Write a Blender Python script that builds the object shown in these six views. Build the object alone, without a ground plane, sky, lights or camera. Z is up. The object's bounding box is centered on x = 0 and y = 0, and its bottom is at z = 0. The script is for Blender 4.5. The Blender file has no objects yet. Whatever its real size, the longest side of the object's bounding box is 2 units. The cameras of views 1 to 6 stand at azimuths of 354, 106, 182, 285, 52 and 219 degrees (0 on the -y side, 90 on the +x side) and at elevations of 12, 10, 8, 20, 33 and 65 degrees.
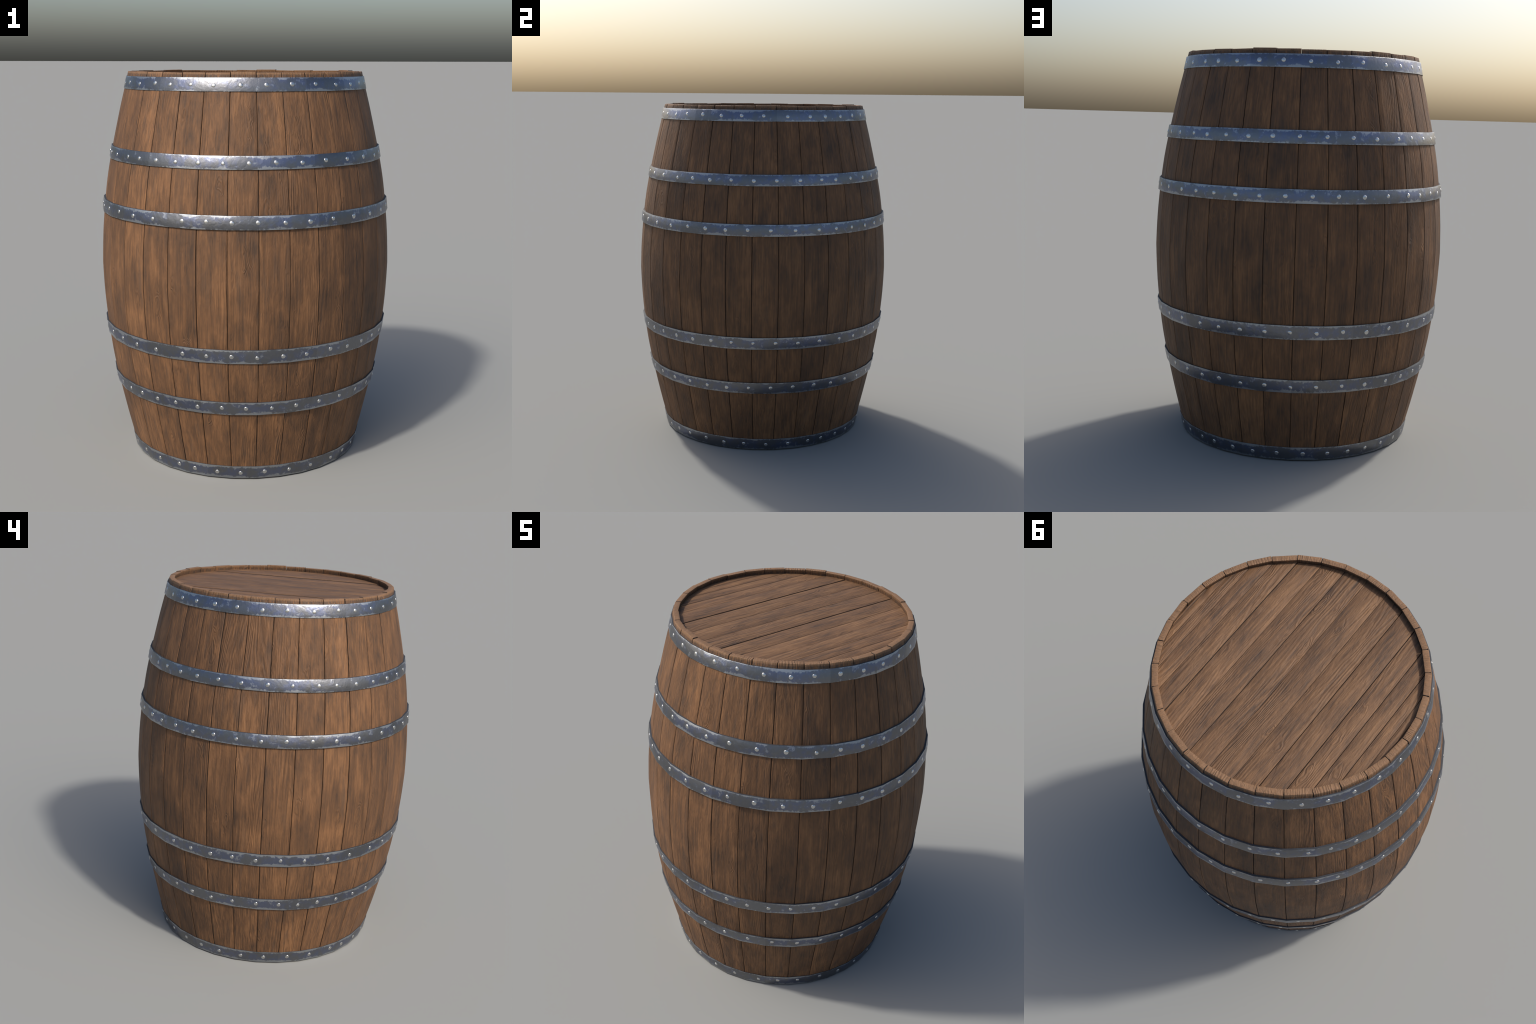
import bpy, math, random
from mathutils import Matrix, Vector, noise

# ------------------------------------------------------------------ sizes
N_STAVE = 32
STEP = 2 * math.pi / N_STAVE
HALF = STEP / 2
STAVE_T = 0.028          # stave thickness
GAP = 0.0037             # open joint between staves
CH = 0.0022              # chamfer of the stave edges
HEAD_Z = 1.972           # top face of the recessed head
HEAD_R = 0.577

# bulge of the cask: distance from mid height -> corner radius of the 32-gon
BULGE = [(0.0, 0.7634), (0.16, 0.7568), (0.32, 0.7425), (0.46, 0.7245),
         (0.59, 0.7000), (0.80, 0.6530), (0.92, 0.6230), (1.0, 0.6035)]


def radius(z):
    """corner radius of the stave ring at height z (smooth, symmetric about 1 m)"""
    d = abs(z - 1.0)
    p = BULGE
    for i in range(len(p) - 1):
        if d <= p[i + 1][0] or i == len(p) - 2:
            break

    def slope(k):
        if k == 0:
            return -0.030
        if k == len(p) - 1:
            return (p[k][1] - p[k - 1][1]) / (p[k][0] - p[k - 1][0])
        return (p[k + 1][1] - p[k - 1][1]) / (p[k + 1][0] - p[k - 1][0])
    h = p[i + 1][0] - p[i][0]
    t = (d - p[i][0]) / h
    a, b = p[i][1], p[i + 1][1]
    m0, m1 = slope(i) * h, slope(i + 1) * h
    foot = 0.0018 * max(0.0, 0.45 - z) / 0.45       # the lower end is a touch wider
    return (foot + (2*t**3 - 3*t**2 + 1) * a + (t**3 - 2*t**2 + t) * m0
            + (-2*t**3 + 3*t**2) * b + (t**3 - t**2) * m1)


# hoops: bottom z, bottom corner radius, top z, top corner radius, rivet places
# (rivet places count in stave widths round the cask, 0 at the -y axis)
HOOPS = [
    (1.9105, 0.6290, 1.9740, 0.6150,
     [.38, 1.40, 2.43, 3.50, 4.52, 5.40, 6.41, 7.41, 8.39, 9.40, 10.50, 11.60, 12.42, 13.38, 14.35, 15.32,
      16.37, 17.42, 18.48, 19.60, 20.50, 21.46, 22.45, 23.47, 24.52, 25.51, 26.60, 27.67, 28.48, 29.42, 30.36, 31.40]),
    (1.5610, 0.7120, 1.6240, 0.7010,
     [.61, 1.54, 2.47, 3.47, 4.47, 5.50, 6.35, 7.19, 8.11, 9.03, 9.94, 10.90, 11.85, 12.55, 13.40, 14.27, 15.13, 16.04,
      16.96, 17.88, 18.79, 19.77, 20.50, 21.36, 22.20, 23.11, 23.99, 24.93, 25.81, 26.77, 27.46, 28.30, 29.13, 29.97, 30.83, 31.70]),
    (1.2880, 0.7550, 1.3535, 0.7480,
     [.85, 1.70, 2.57, 3.50, 4.45, 5.43, 6.34, 7.15, 7.98, 8.83, 9.70, 10.64, 11.60, 12.38, 13.18, 14.00, 14.81, 15.64, 16.50,
      17.34, 18.22, 19.11, 20.02, 20.70, 21.50, 22.31, 23.15, 23.98, 24.83, 25.68, 26.58, 27.45, 28.38, 29.50, 30.33, 31.15, 31.97]),
    (0.6440, 0.7450, 0.7135, 0.7540,
     [.81, 1.63, 2.56, 3.33, 4.10, 4.87, 5.69, 6.54, 7.37, 8.21, 9.06, 9.92, 10.80, 11.70, 12.65, 13.44, 14.24, 15.09, 15.91,
      16.77, 17.65, 18.50, 19.41, 20.34, 21.49, 22.34, 23.17, 24.00, 24.84, 25.72, 26.58, 27.47, 28.40, 29.45, 30.29, 31.12, 31.95]),
    (0.3720, 0.7000, 0.4390, 0.7135,
     [.50, 1.40, 2.33, 3.30, 4.25, 5.22, 6.16, 7.05, 7.93, 8.86, 9.77, 10.70, 11.65, 12.49, 13.30, 14.17, 15.06, 15.97,
      16.86, 17.79, 18.70, 19.66, 20.50, 21.40, 22.23, 23.11, 23.99, 24.91, 25.78, 26.53, 27.32, 28.16, 29.00, 29.85, 30.74, 31.59]),
    (0.0040, 0.6120, 0.0730, 0.6260,
     [.37, 1.43, 2.47, 3.65, 4.55, 5.47, 6.54, 7.53, 8.54, 9.62, 10.70, 11.76, 12.53, 13.52, 14.45, 15.47,
      16.54, 17.57, 18.49, 19.37, 20.30, 21.32, 22.28, 23.24, 24.28, 25.32, 26.41, 27.49, 28.63, 29.39, 30.39, 31.37]),
]

# staves whose end stands proud of the rim
PROUD = {9: 2.0000, 14: 1.9994, 19: 2.0000, 31: 1.9998, 4: 1.9980, 26: 1.9975, 21: 1.9976}


# ------------------------------------------------------------------ node helper
class NT:
    def __init__(self, name):
        self.mat = bpy.data.materials.new(name)
        self.mat.use_nodes = True
        self.t = self.mat.node_tree
        self.t.nodes.clear()

    def n(self, kind, **kw):
        nd = self.t.nodes.new(kind)
        for k, v in kw.items():
            setattr(nd, k, v)
        return nd

    def put(self, sock, val):
        if isinstance(val, bpy.types.NodeSocket):
            self.t.links.new(val, sock)
        elif isinstance(val, (tuple, list)) and len(val) == 3 and sock.type == 'RGBA':
            sock.default_value = (*val, 1)
        else:
            sock.default_value = val

    def math(self, op, a, b=0.0, c=0.0, clamp=False):
        nd = self.n('ShaderNodeMath', operation=op, use_clamp=clamp)
        for s, v in zip(nd.inputs, (a, b, c)):
            self.put(s, v)
        return nd.outputs[0]

    def vmath(self, op, a, b):
        nd = self.n('ShaderNodeVectorMath', operation=op)
        self.put(nd.inputs[0], a)
        self.put(nd.inputs[1], b)
        return nd.outputs[0]

    def xyz(self, x, y, z):
        nd = self.n('ShaderNodeCombineXYZ')
        for s, v in zip(nd.inputs, (x, y, z)):
            self.put(s, v)
        return nd.outputs[0]

    def split(self, v):
        nd = self.n('ShaderNodeSeparateXYZ')
        self.put(nd.inputs[0], v)
        return nd.outputs

    def noise(self, vec, scale, detail=3, rough=.5, dist=0.0):
        nd = self.n('ShaderNodeTexNoise')
        self.put(nd.inputs['Vector'], vec)
        nd.inputs['Scale'].default_value = scale
        nd.inputs['Detail'].default_value = detail
        nd.inputs['Roughness'].default_value = rough
        nd.inputs['Distortion'].default_value = dist
        return nd.outputs['Fac']

    def step(self, v, lo, hi, a=0.0, b=1.0):
        nd = self.n('ShaderNodeMapRange', interpolation_type='SMOOTHSTEP')
        self.put(nd.inputs[0], v)
        for i, q in enumerate((lo, hi, a, b)):
            self.put(nd.inputs[i + 1], q)
        return nd.outputs[0]

    def mix(self, fac, a, b, mode='MIX'):
        nd = self.n('ShaderNodeMix', data_type='RGBA', blend_type=mode)
        self.put(nd.inputs[0], fac)
        self.put(nd.inputs[6], a)
        self.put(nd.inputs[7], b)
        return nd.outputs[2]

    def finish(self, col, rough, metal, height=None, bump=0.5, dist=0.002, spec=0.5):
        p = self.n('ShaderNodeBsdfPrincipled')
        self.put(p.inputs['Base Color'], col)
        self.put(p.inputs['Roughness'], rough)
        self.put(p.inputs['Metallic'], metal)
        p.inputs['Specular IOR Level'].default_value = spec
        if height is not None:
            b = self.n('ShaderNodeBump')
            b.inputs['Strength'].default_value = bump
            b.inputs['Distance'].default_value = dist
            self.put(b.inputs['Height'], height)
            self.t.links.new(b.outputs[0], p.inputs['Normal'])
        o = self.n('ShaderNodeOutputMaterial')
        self.t.links.new(p.outputs[0], o.inputs[0])
        return self.mat


# ------------------------------------------------------------------ materials
def wood_material(name, taper, bright, mid, dark, stain, end_wear, streak=0.62, bump=1.0, blot=1.15, rings=0.14, lz=1.0, soak=0.5):
    """Oak. Grain runs along local z, x goes across the board, y is its depth."""
    g = NT(name)
    obj = g.n('ShaderNodeTexCoord').outputs['Object']
    rnd = g.n('ShaderNodeObjectInfo').outputs['Random']
    x, y, z = g.split(obj)
    if taper:      # grain lines follow the narrowing of the stave
        dz = g.math('SUBTRACT', z, 1.0)
        x = g.math('MULTIPLY', x, g.math('MULTIPLY_ADD', g.math('MULTIPLY', dz, dz), 0.26, 1.0))
    off = g.math('MULTIPLY', rnd, 37.0)
    off2 = g.math('MULTIPLY', g.math('FRACT', g.math('MULTIPLY', rnd, 17.3)), 23.0)

    def P(sx, sz, sy=1.0, o=off):
        return g.xyz(g.math('MULTIPLY_ADD', x, sx, o), g.math('MULTIPLY_ADD', y, sy, off2),
                     g.math('MULTIPLY_ADD', z, sz, o))

    # knots: sparse stretched cells that bend the grain round them
    vor = g.n('ShaderNodeTexVoronoi', feature='F1')
    vor.voronoi_dimensions = '3D'
    warp = g.vmath('SUBTRACT', g.n('ShaderNodeTexNoise').outputs['Color'], (.5, .5, .5))
    wnode = warp.node.inputs[0].links[0].from_node
    g.put(wnode.inputs['Vector'], P(24.0, 9.0, 2.0, off2))
    wnode.inputs['Scale'].default_value = 1.0
    wnode.inputs['Detail'].default_value = 2
    g.put(vor.inputs['Vector'], g.vmath('ADD', P(13.0, 5.5, 0.6), g.vmath('MULTIPLY', warp, (.75, .3, .75))))
    vor.inputs['Scale'].default_value = 1.0
    kd = vor.outputs['Distance']
    pick = g.math('GREATER_THAN', g.split(vor.outputs['Color'])[0], 0.62)
    knot = g.math('MULTIPLY', pick, g.step(kd, 0.0, 0.42, 1.0, 0.0))

    # annual rings: contour lines of a long wandering field
    f1 = g.noise(P(7.0, 0.9), 1.0, 2, .45)
    f2 = g.noise(P(26.0, 5.0), 1.0, 2, .5)
    field = g.math('MULTIPLY_ADD', x, 9.0, g.math('MULTIPLY', f1, 2.6))
    field = g.math('MULTIPLY_ADD', f2, 0.22, field)
    field = g.math('MULTIPLY_ADD', knot, 0.36, field)
    field = g.math('MULTIPLY_ADD', g.noise(P(60.0, 14.0), 1.0, 2, .5), 0.07, field)
    ring = g.math('SINE', g.math('MULTIPLY', field, 40.0))
    ring = g.math('MULTIPLY_ADD', ring, 0.5, 0.5)
    ring_amt = g.step(g.noise(P(5.0, 1.3, 1.0, off2), 1.0, 1), 0.40, 0.62)
    ring_amt = g.math('MAXIMUM', ring_amt, g.step(knot, 0.02, 0.35))

    fibre = g.noise(P(170.0, 7.5 * lz, 60), 1.0, 4, .62, .5)
    fibre2 = g.noise(P(80.0, 3.4 * lz, 40), 1.0, 3, .6, .6)
    pore = g.noise(P(420.0, 22.0, 200), 1.0, 2, .6)
    blotch = g.noise(P(9.0, 4.2, 2.0), 1.0, 4, .6, .4)
    cloud = g.noise(P(4.0, 1.7, 1.0, off2), 1.0, 2, .5)
    grime = g.noise(P(30.0, 5.0, 6.0, off2), 1.0, 4, .62, .3)

    tone = g.math('MULTIPLY_ADD', g.math('SUBTRACT', blotch, .5), blot, 0.52)
    tone = g.math('MULTIPLY_ADD', g.math('SUBTRACT', cloud, .5), blot * .6, tone)
    tone = g.math('MULTIPLY_ADD', g.math('SUBTRACT', fibre2, .5), streak * 1.5, tone)
    tone = g.math('MULTIPLY_ADD', g.math('SUBTRACT', fibre, .5), streak, tone)
    rg = g.math('MULTIPLY', g.math('SUBTRACT', ring, .5), ring_amt)
    tone = g.math('MULTIPLY_ADD', rg, rings, tone)
    tone = g.math('MULTIPLY_ADD', g.math('SUBTRACT', g.noise(P(38.0, 15.0, 20.0), 1.0, 4, .6, .4), .5), 0.42, tone)
    ramp = g.n('ShaderNodeValToRGB')
    g.put(ramp.inputs[0], tone)
    e = ramp.color_ramp.elements
    e[0].position, e[0].color = 0.12, (*dark, 1)
    e[1].position, e[1].color = 0.95, (*bright, 1)
    m = e.new(0.52)
    m.color = (*mid, 1)
    col = ramp.outputs[0]
    # greyish stains soaked in
    st = g.step(grime, 0.50, 0.72)
    st = g.math('MULTIPLY', st, g.step(cloud, 0.38, 0.62, 0.25, 0.95))
    col = g.mix(g.math('MULTIPLY', st, soak), col, stain)
    # knot hearts and open pores
    col = g.mix(g.math('MULTIPLY', g.math('MULTIPLY', pick, g.step(kd, 0.03, 0.11, 1.0, 0.0)), 0.35), col, dark)
    col = g.mix(g.math('MULTIPLY', g.step(pore, 0.58, 0.75), 0.22), col, dark)
    # each board its own slight tone
    v = g.math('MULTIPLY_ADD', g.math('FRACT', g.math('MULTIPLY', rnd, 91.7)), 0.10, 0.95)
    col = g.mix(1.0, col, g.xyz(v, v, v), 'MULTIPLY')
    if end_wear:
        # sawn ends: rubbed pale edge, dark streaks of weathered end grain below it
        nn = g.noise(P(90.0, 14.0, 90), 1.0, 3, .6)
        w = g.math('MULTIPLY_ADD', g.math('SUBTRACT', nn, .5), 0.018, z)
        col = g.mix(g.math('MULTIPLY', g.math('MULTIPLY', g.step(w, 1.960, 1.974), g.step(nn, .38, .58)), 0.75), col, stain)
        col = g.mix(g.math('MULTIPLY', g.step(w, 1.984, 1.992), 0.65), col, end_wear)
    h = g.math('MULTIPLY', fibre2, 0.55)
    h = g.math('MULTIPLY_ADD', fibre, 0.45, h)
    h = g.math('MULTIPLY_ADD', rg, 0.32, h)
    h = g.math('MULTIPLY_ADD', knot, 0.15, h)
    lump = g.noise(P(60.0, 26.0, 30.0, off2), 1.0, 3, .55, .6)
    h = g.math('MULTIPLY_ADD', lump, 0.65, h)
    h = g.math('MULTIPLY_ADD', pore, 0.12, h)
    rough = g.math('MULTIPLY_ADD', fibre, 0.2, 0.56)
    return g.finish(col, rough, 0.0, h, bump, 0.0045, 0.35)


def hoop_material():
    g = NT('hoop_steel')
    obj = g.n('ShaderNodeTexCoord').outputs['Object']
    rnd = g.n('ShaderNodeObjectInfo').outputs['Random']
    x, y, z = g.split(obj)
    off = g.math('MULTIPLY', rnd, 41.0)
    p = g.vmath('ADD', obj, g.xyz(off, off, off))
    big = g.noise(p, 7.0, 3, .55)
    mid = g.noise(p, 26.0, 4, .6, .4)
    fine = g.noise(p, 75.0, 4, .62, .5)
    dent = g.noise(p, 38.0, 2, .5, .5)
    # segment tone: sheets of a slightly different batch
    ang = g.math('DIVIDE', g.math('ARCTAN2', y, x), STEP * 2)
    wn = g.n('ShaderNodeTexWhiteNoise', noise_dimensions='2D')
    g.put(wn.inputs['Vector'], g.xyz(g.math('FLOOR', ang), off, 0.0))
    seg = g.math('MULTIPLY_ADD', wn.outputs['Value'], 0.22, 0.89)
    dark = (0.180, 0.186, 0.200)
    blue = (0.160, 0.180, 0.255)
    worn = (0.40, 0.42, 0.435)
    col = g.mix(g.step(g.math('MULTIPLY_ADD', mid, .5, g.math('MULTIPLY', big, .5)), 0.44, 0.58), dark, blue)
    col = g.mix(g.math('MULTIPLY', g.step(fine, 0.5, 0.7), 0.30), col, (0.24, 0.245, 0.26))
    # rubbed rims with a ragged border, plus bare patches
    edge = g.math('ABSOLUTE', z)
    reach = g.math('MULTIPLY_ADD', g.math('SUBTRACT', fine, .5), 0.030, edge)
    reach = g.math('MULTIPLY_ADD', g.math('SUBTRACT', big, .5), 0.050, reach)
    reach = g.math('MULTIPLY_ADD', g.math('SUBTRACT', mid, .5), 0.020, reach)
    rub = g.step(reach, 0.0240, 0.0300)
    bare = g.math('MULTIPLY', g.step(mid, 0.60, 0.65), g.step(fine, 0.44, 0.56))
    wear = g.math('MAXIMUM', rub, g.math('MULTIPLY', bare, 0.7))
    col = g.mix(g.math('MULTIPLY', wear, 0.8), col, worn)
    col = g.mix(1.0, col, g.xyz(seg, seg, seg), 'MULTIPLY')
    rough = g.math('MULTIPLY_ADD', wear, 0.08, g.math('MULTIPLY_ADD', mid, 0.16, 0.29))
    h = g.math('MULTIPLY_ADD', dent, 0.8, g.math('MULTIPLY', fine, 0.22))
    return g.finish(col, rough, 1.0, h, 0.45, 0.004)


def plain(name, col, rough, metal, scale, amount, bump=0.2):
    g = NT(name)
    obj = g.n('ShaderNodeTexCoord').outputs['Object']
    f = g.noise(obj, scale, 3, .6)
    v = g.math('MULTIPLY_ADD', g.math('SUBTRACT', f, .5), amount, 1.0)
    return g.finish(g.mix(1.0, col, g.xyz(v, v, v), 'MULTIPLY'), rough, metal, f, bump, 0.001)


STAVE_MAT = wood_material('stave_oak', True,
                          bright=(0.226, 0.110, 0.047), mid=(0.126, 0.062, 0.0280),
                          dark=(0.060, 0.034, 0.020), stain=(0.062, 0.043, 0.031),
                          end_wear=(0.235, 0.130, 0.066))
BOARD_MAT = wood_material('head_oak', False,
                          bright=(0.212, 0.113, 0.053), mid=(0.134, 0.070, 0.0340),
                          dark=(0.056, 0.034, 0.022), stain=(0.072, 0.051, 0.039),
                          end_wear=None, streak=0.72, blot=0.75, rings=0.16, lz=1.5, soak=0.22)
HOOP_MAT = hoop_material()
EDGE_MAT = plain('hoop_edge_dark', (0.020, 0.023, 0.030), 0.75, 0.0, 60, 0.6)
RIVET_MAT = plain('rivet_steel', (0.56, 0.56, 0.55), 0.24, 1.0, 220, 0.5, 0.25)
DARK_MAT = plain('joint_dark', (0.030, 0.019, 0.013), 0.9, 0.0, 50, 0.5)


# ------------------------------------------------------------------ mesh helpers
def make_object(name, verts, faces, mats, parent, face_mat=None, smooth_angle=30):
    me = bpy.data.meshes.new(name)
    me.from_pydata(verts, [], faces)
    for m in mats:
        me.materials.append(m)
    if face_mat:
        for p, k in zip(me.polygons, face_mat):
            p.material_index = k
    me.validate()
    me.shade_smooth()
    if smooth_angle:
        me.set_sharp_from_angle(angle=math.radians(smooth_angle))
    ob = bpy.data.objects.new(name, me)
    bpy.context.scene.collection.objects.link(ob)
    ob.parent = parent
    return ob


def loft(rings):
    """closed rings of equal length -> verts, faces, capped at both ends"""
    n = len(rings[0])
    verts = [p for r in rings for p in r]
    faces = []
    for i in range(len(rings) - 1):
        for j in range(n):
            a, b = i * n + j, i * n + (j + 1) % n
            faces.append((a, b, b + n, a + n))
    faces.append(tuple(range(n - 1, -1, -1)))
    last = (len(rings) - 1) * n
    faces.append(tuple(range(last, last + n)))
    return verts, faces


barrel = bpy.data.objects.new('wooden_barrel', None)
bpy.context.scene.collection.objects.link(barrel)
barrel['label'] = 'brown oak barrel with six riveted blue-grey steel hoops'
barrel['category'] = 'barrel'

# ------------------------------------------------------------------ staves
rng = random.Random(7)
ROWS = 72
for i in range(N_STAVE):
    top = min(2.0, PROUD.get(i, 1.9962 + rng.uniform(-0.0008, 0.0010)) + .0006)
    bottom = 0.0 if i % 4 == 0 else rng.uniform(0.0, 0.0015)
    push_t, push_b = rng.uniform(-.0016, .0012), rng.uniform(-.0012, .0008)
    gl, gr = GAP * rng.uniform(.30, .62), GAP * rng.uniform(.30, .62)
    seed = i * 11.7
    zs = [bottom + (top - bottom) * r / ROWS for r in range(ROWS + 1)]

    def section(z, inset=0.0, drop=0.0):
        R = radius(z) + drop
        t = (z - 1.0)
        shift = (push_t if t > 0 else push_b) * max(0.0, abs(t) - .55) / .45
        ya = R * math.cos(HALF) + shift - inset
        yi = (R - STAVE_T) * math.cos(HALF) + shift + inset

        def wob(side):
            q = noise.noise(Vector((side * 5 + seed, z * 9.0, 1.3)))
            q2 = noise.noise(Vector((side * 3 + seed, z * 34.0, 7.1)))
            return 0.0007 * q + 0.0004 * q2
        wl = -(R * math.sin(HALF) - gl - inset) + wob(-1)
        wr = (R * math.sin(HALF) - gr - inset) + wob(1)
        ti = STAVE_T * math.tan(HALF)
        # the joint is open only near the face; behind it the staves meet
        full = R * math.sin(HALF) - .00015
        dp = .0070
        meet = full - (dp + .0006) * math.tan(HALF)
        fl, fr, ml, mr = -full, full, -meet, meet
        if z > HEAD_Z - .004:               # above the head the joint is open right through the rim
            fl, fr = (wl - full) / 2, (wr + full) / 2
            ml, mr = fl + dp * math.tan(HALF), fr - dp * math.tan(HALF)
        ring = [(fl + ti, yi, z), (ml, ya - dp - .0006, z), (wl, ya - dp, z), (wl, ya - CH, z), (wl + CH * .45, ya - CH * .35, z), (wl + CH * 1.1, ya, z)]
        for s in (.25, .5, .75):
            xx = wl + (wr - wl) * s
            ring.append((xx, ya + 0.0008 * noise.noise(Vector((xx * 20 + seed, z * 3.0, 3.0))) * (inset == 0), z))
        ring += [(wr - CH * 1.1, ya, z), (wr - CH * .45, ya - CH * .35, z), (wr, ya - CH, z), (wr, ya - dp, z),
                 (mr, ya - dp - .0006, z), (fr - ti, yi, z)]
        return ring

    rings = [section(zs[0], .0014)]
    rings[0] = [(x, y, zs[0]) for x, y, z in rings[0]]
    first = section(zs[0] + .0014)
    rings.append(first)
    rings += [section(z) for z in zs[1:-1]]
    e1 = section(top - .0014)
    rings.append(e1)
    rings.append([(x, y, top - .0004) for x, y, z in section(top, .0006)])
    rings.append([(x, y, top) for x, y, z in section(top, .0016)])
    # ends of the staves are not sawn quite level
    tilt, lean = rng.uniform(-.0009, .0009), rng.uniform(-.0006, .0006)
    for k in (-1, -2, -3):
        rings[k] = [(x, y, min(z + tilt * x / .06 - abs(tilt) + lean * (y - .59) / .014 * .3, 2.0)) for x, y, z in rings[k]]
    v, f = loft(rings)
    # near-black faces on both flanks of the open joint (ring points 1-3 and their mirror)
    nr = len(rings[0])
    in_joint = {0, 1, 2, nr - 4, nr - 3, nr - 2}
    fm = [1 if (k % nr) in in_joint else 0 for k in range(nr * (len(rings) - 1))] + [0, 0]
    st = make_object('stave', v, f, [STAVE_MAT, DARK_MAT], barrel, fm, smooth_angle=28)
    st.rotation_euler = (0, 0, (i + .5) * STEP + math.pi)

# ------------------------------------------------------------------ heads
# boards of the head that have shifted up or down (counted from the middle joint)
BOARD_LIFT = {-3: .0024, 1: -.0021, 2: -.0021}
for end in (1, -1):
    zt = HEAD_Z if end > 0 else 2.0 - HEAD_Z
    # backing disc that closes the cask behind the boards
    rb = 0.590
    ringv = [(rb * math.sin(a * STEP), rb * math.cos(a * STEP)) for a in range(N_STAVE)]
    v, f = loft([[(x, y, zt - end * .012 + (-.004)) for x, y in ringv][::1],
                 [(x, y, zt - end * .012 + .004) for x, y in ringv]])
    head = make_object('barrel_head', v, f, [DARK_MAT], barrel)
    head.data.name = 'barrel_head'
    joints = [HEAD_R * math.sin(k * STEP) for k in range(-8, 9)]
    open_joint = {5: .0034, 8: .0034, 4: .0030, 3: .0026, 2: .0026, 10: .0026}
    for b in range(16):
        x0, x1 = joints[b], joints[b + 1]
        g0 = open_joint.get(b - 1, .0013) / 2 if b else 0.0
        g1 = open_joint.get(b, .0013) / 2
        c = (x0 + x1) / 2
        lift = rng.uniform(-.0002, .0002) + (BOARD_LIFT.get(b - 8, .001 if b >= 11 else 0.0) if end > 0 else 0.0)
        Rb = HEAD_R + .004

        def yend(x):
            # board ends follow the 32-sided inner wall and tuck just into it
            a = math.asin(max(-1, min(1, x / Rb)))
            m = (a / STEP) % 1.0 * STEP - HALF
            r = Rb * math.cos(HALF) / math.cos(m) if abs(x) < Rb * .999 else Rb
            return math.sqrt(max(r * r - x * x, 0.0004))
        xa, xb = x0 + g0, x1 - g1
        ch = .0012
        xs = [(xa, 1), (xa + ch * .5, .3), (xa + ch * 1.2, 0), (c, 0), (xb - ch * 1.2, 0), (xb - ch * .5, .3), (xb, 1)]
        n_len = 40
        rings = []
        for j in range(n_len + 1):
            s = -1 + 2 * j / n_len
            ring = [(x - c, end * .016 * -1 + 0.0, s * yend(x)) for x in (xb, xa)]
            ring = [(x, -.016, s_) for x, _, s_ in ring]
            for x, d in xs:
                w = 0.0005 * noise.noise(Vector((x * 40, s * 7, end))) if d else 0.0
                ring.append((x - c + w, lift - d * ch, s * yend(x)))
            rings.append(ring)
        v, f = loft(rings)
        nr = len(rings[0])
        fm = [1 if (k % nr) in (1, nr - 1) else 0 for k in range(nr * n_len)] + [0, 0]
        bo = make_object('head_board', v, f, [BOARD_MAT, DARK_MAT], head, fm, smooth_angle=28)
        # local z (grain) -> world y, local y (depth) -> outward
        bo.matrix_local = Matrix.Translation((c, 0, zt)) @ (
            Matrix(((1, 0, 0, 0), (0, 0, 1, 0), (0, 1, 0, 0), (0, 0, 0, 1))) if end > 0 else
            Matrix(((1, 0, 0, 0), (0, 0, 1, 0), (0, -1, 0, 0), (0, 0, 0, 1))))

# ------------------------------------------------------------------ rivet mesh (shared)
RV_R, RV_H = 0.0110, 0.0032
rv, rf = [(0, 0, RV_H)], []
SEG = 16
prof = [(.35, .93), (.66, .72), (.88, .40), (1.0, .0), (1.0, -.6)]
for pr, ph in prof:
    for s in range(SEG):
        a = 2 * math.pi * s / SEG
        rv.append((RV_R * pr * math.cos(a), RV_R * pr * math.sin(a), RV_H * ph))
for s in range(SEG):
    rf.append((0, 1 + s, 1 + (s + 1) % SEG))
for k in range(len(prof) - 1):
    for s in range(SEG):
        a, b = 1 + k * SEG + s, 1 + k * SEG + (s + 1) % SEG
        rf.append((a, a + SEG, b + SEG, b))
rivet_mesh = bpy.data.meshes.new('rivet')
rivet_mesh.from_pydata(rv, [], rf)
rivet_mesh.materials.append(RIVET_MAT)
rivet_mesh.shade_smooth()

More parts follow.
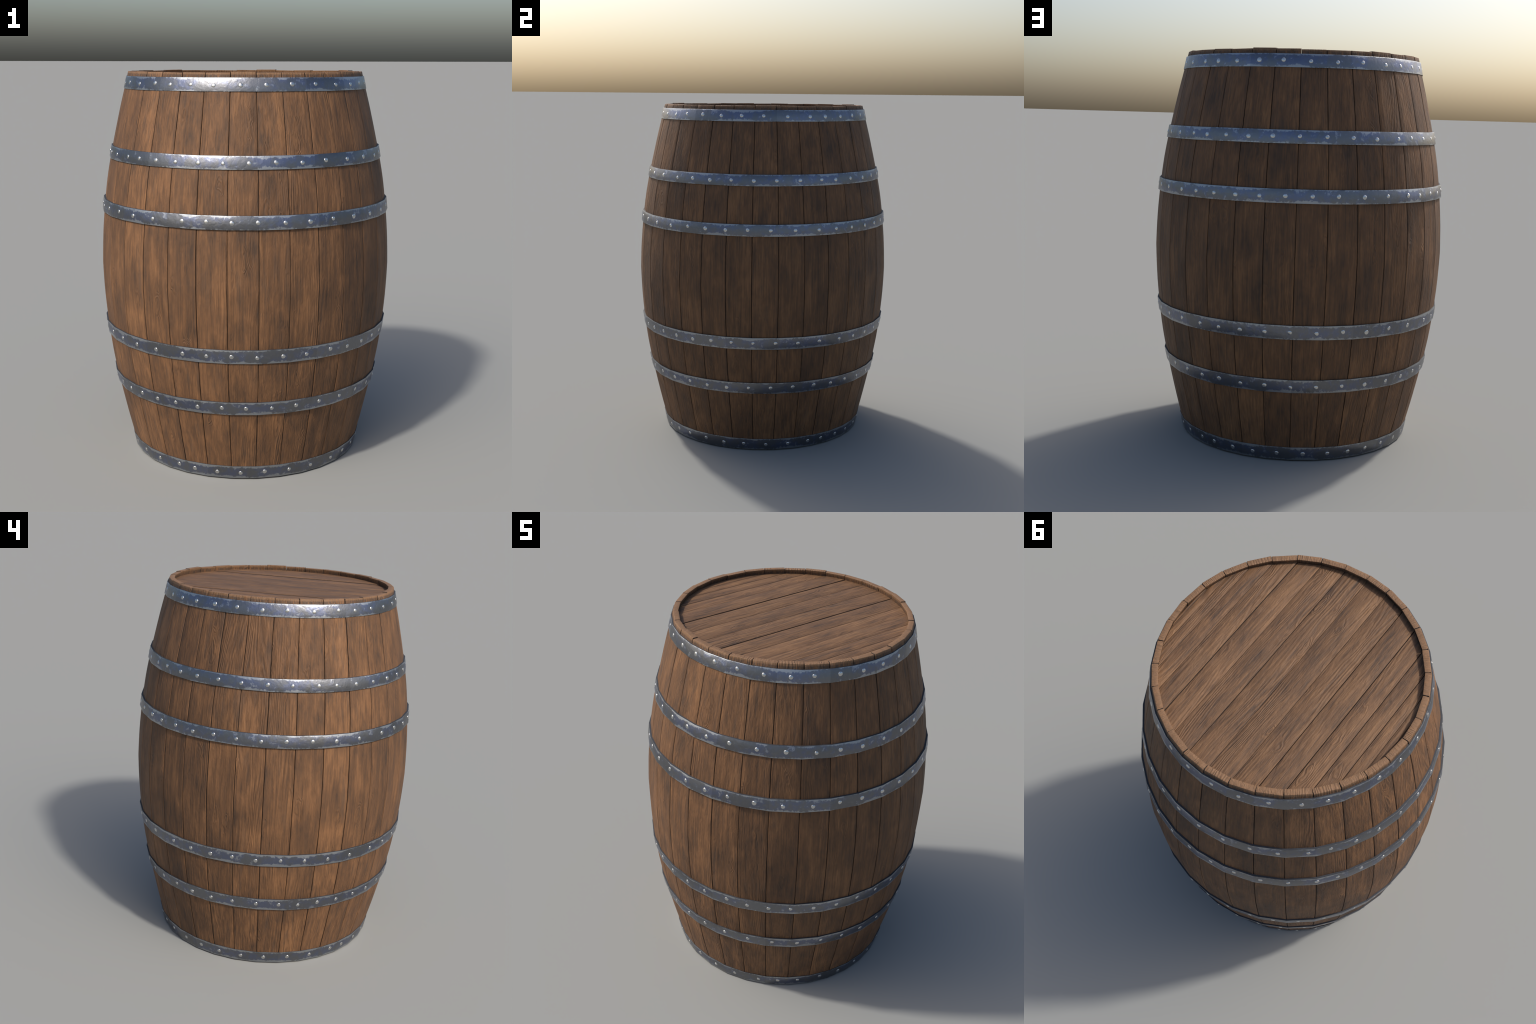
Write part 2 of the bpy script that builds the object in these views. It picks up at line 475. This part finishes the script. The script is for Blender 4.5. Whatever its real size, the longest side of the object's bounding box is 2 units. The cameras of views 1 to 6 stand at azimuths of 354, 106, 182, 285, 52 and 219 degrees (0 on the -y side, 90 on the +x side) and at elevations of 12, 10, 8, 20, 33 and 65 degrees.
# ------------------------------------------------------------------ hoops
for zb, Rb, zt, Rt, places in HOOPS:
    zm = (zb + zt) / 2
    q = 0.0012
    dR, dz = Rt - Rb, zt - zb
    # cross-section, going round: inner bottom, outer bottom, outer top, inner top
    inner_b = radius(zb) - .006
    inner_t = radius(zt) - .006
    sec = [(inner_b, zb), (Rb - q, zb), (Rb - q * .25, zb + q * .35), (Rb + dR * q / dz, zb + q),
           (Rt - dR * q / dz, zt - q), (Rt - q * .25, zt - q * .35), (Rt - q, zt), (inner_t, zt)]
    ns = len(sec)
    verts, faces, fm = [], [], []
    for a in range(N_STAVE):
        wz = .0012 * noise.noise(Vector((a * 1.7, zm * 9, .5)))
        wr = .0008 * noise.noise(Vector((a * 2.3, zm * 5, 4.5)))
        for k, (R, z) in enumerate(sec):
            out = 1 if 0 < k < ns - 1 else 0
            zz = z - zm + wz * out
            if zb < .01 and k < 4:
                zz = z - zm
            verts.append(((R + wr * out) * math.sin(a * STEP), -(R + wr * out) * math.cos(a * STEP), zz))
    for a in range(N_STAVE):
        b = (a + 1) % N_STAVE
        for k in range(ns):
            l = (k + 1) % ns
            faces.append((a * ns + k, b * ns + k, b * ns + l, a * ns + l))
            fm.append(0 if k in (2, 3, 4) else 1)
    hoop = make_object('hoop', verts, faces, [HOOP_MAT, EDGE_MAT], barrel, fm, 30)
    hoop.location = (0, 0, zm)
    lean = math.atan2(Rb - Rt, zt - zb)
    for u in places:
        az = u * STEP
        m = (u % 1.0) * STEP - HALF
        t = .5 + rng.uniform(-.075, .045)
        Rv = (Rb + dR * t) * math.cos(HALF) / math.cos(m)
        rivet = bpy.data.objects.new('rivet', rivet_mesh)
        bpy.context.scene.collection.objects.link(rivet)
        rivet.parent = hoop
        # facet direction: rivets stand square on the flat between two corners
        fa = (math.floor(u) + .5) * STEP
        out = Vector((math.sin(fa) * math.cos(lean), -math.cos(fa) * math.cos(lean), math.sin(lean)))
        rot = out.to_track_quat('Z', 'Y').to_matrix().to_4x4()
        sc = rng.uniform(.90, 1.08)
        loc = Vector((Rv * math.sin(az), -Rv * math.cos(az), zb + dz * t - zm))
        rivet.matrix_local = (Matrix.Translation(loc) @ rot @ Matrix.Rotation(rng.uniform(0, 6.28), 4, 'Z')
                              @ Matrix.Diagonal((sc, sc * rng.uniform(.93, 1.05), rng.uniform(.85, 1.1), 1)))
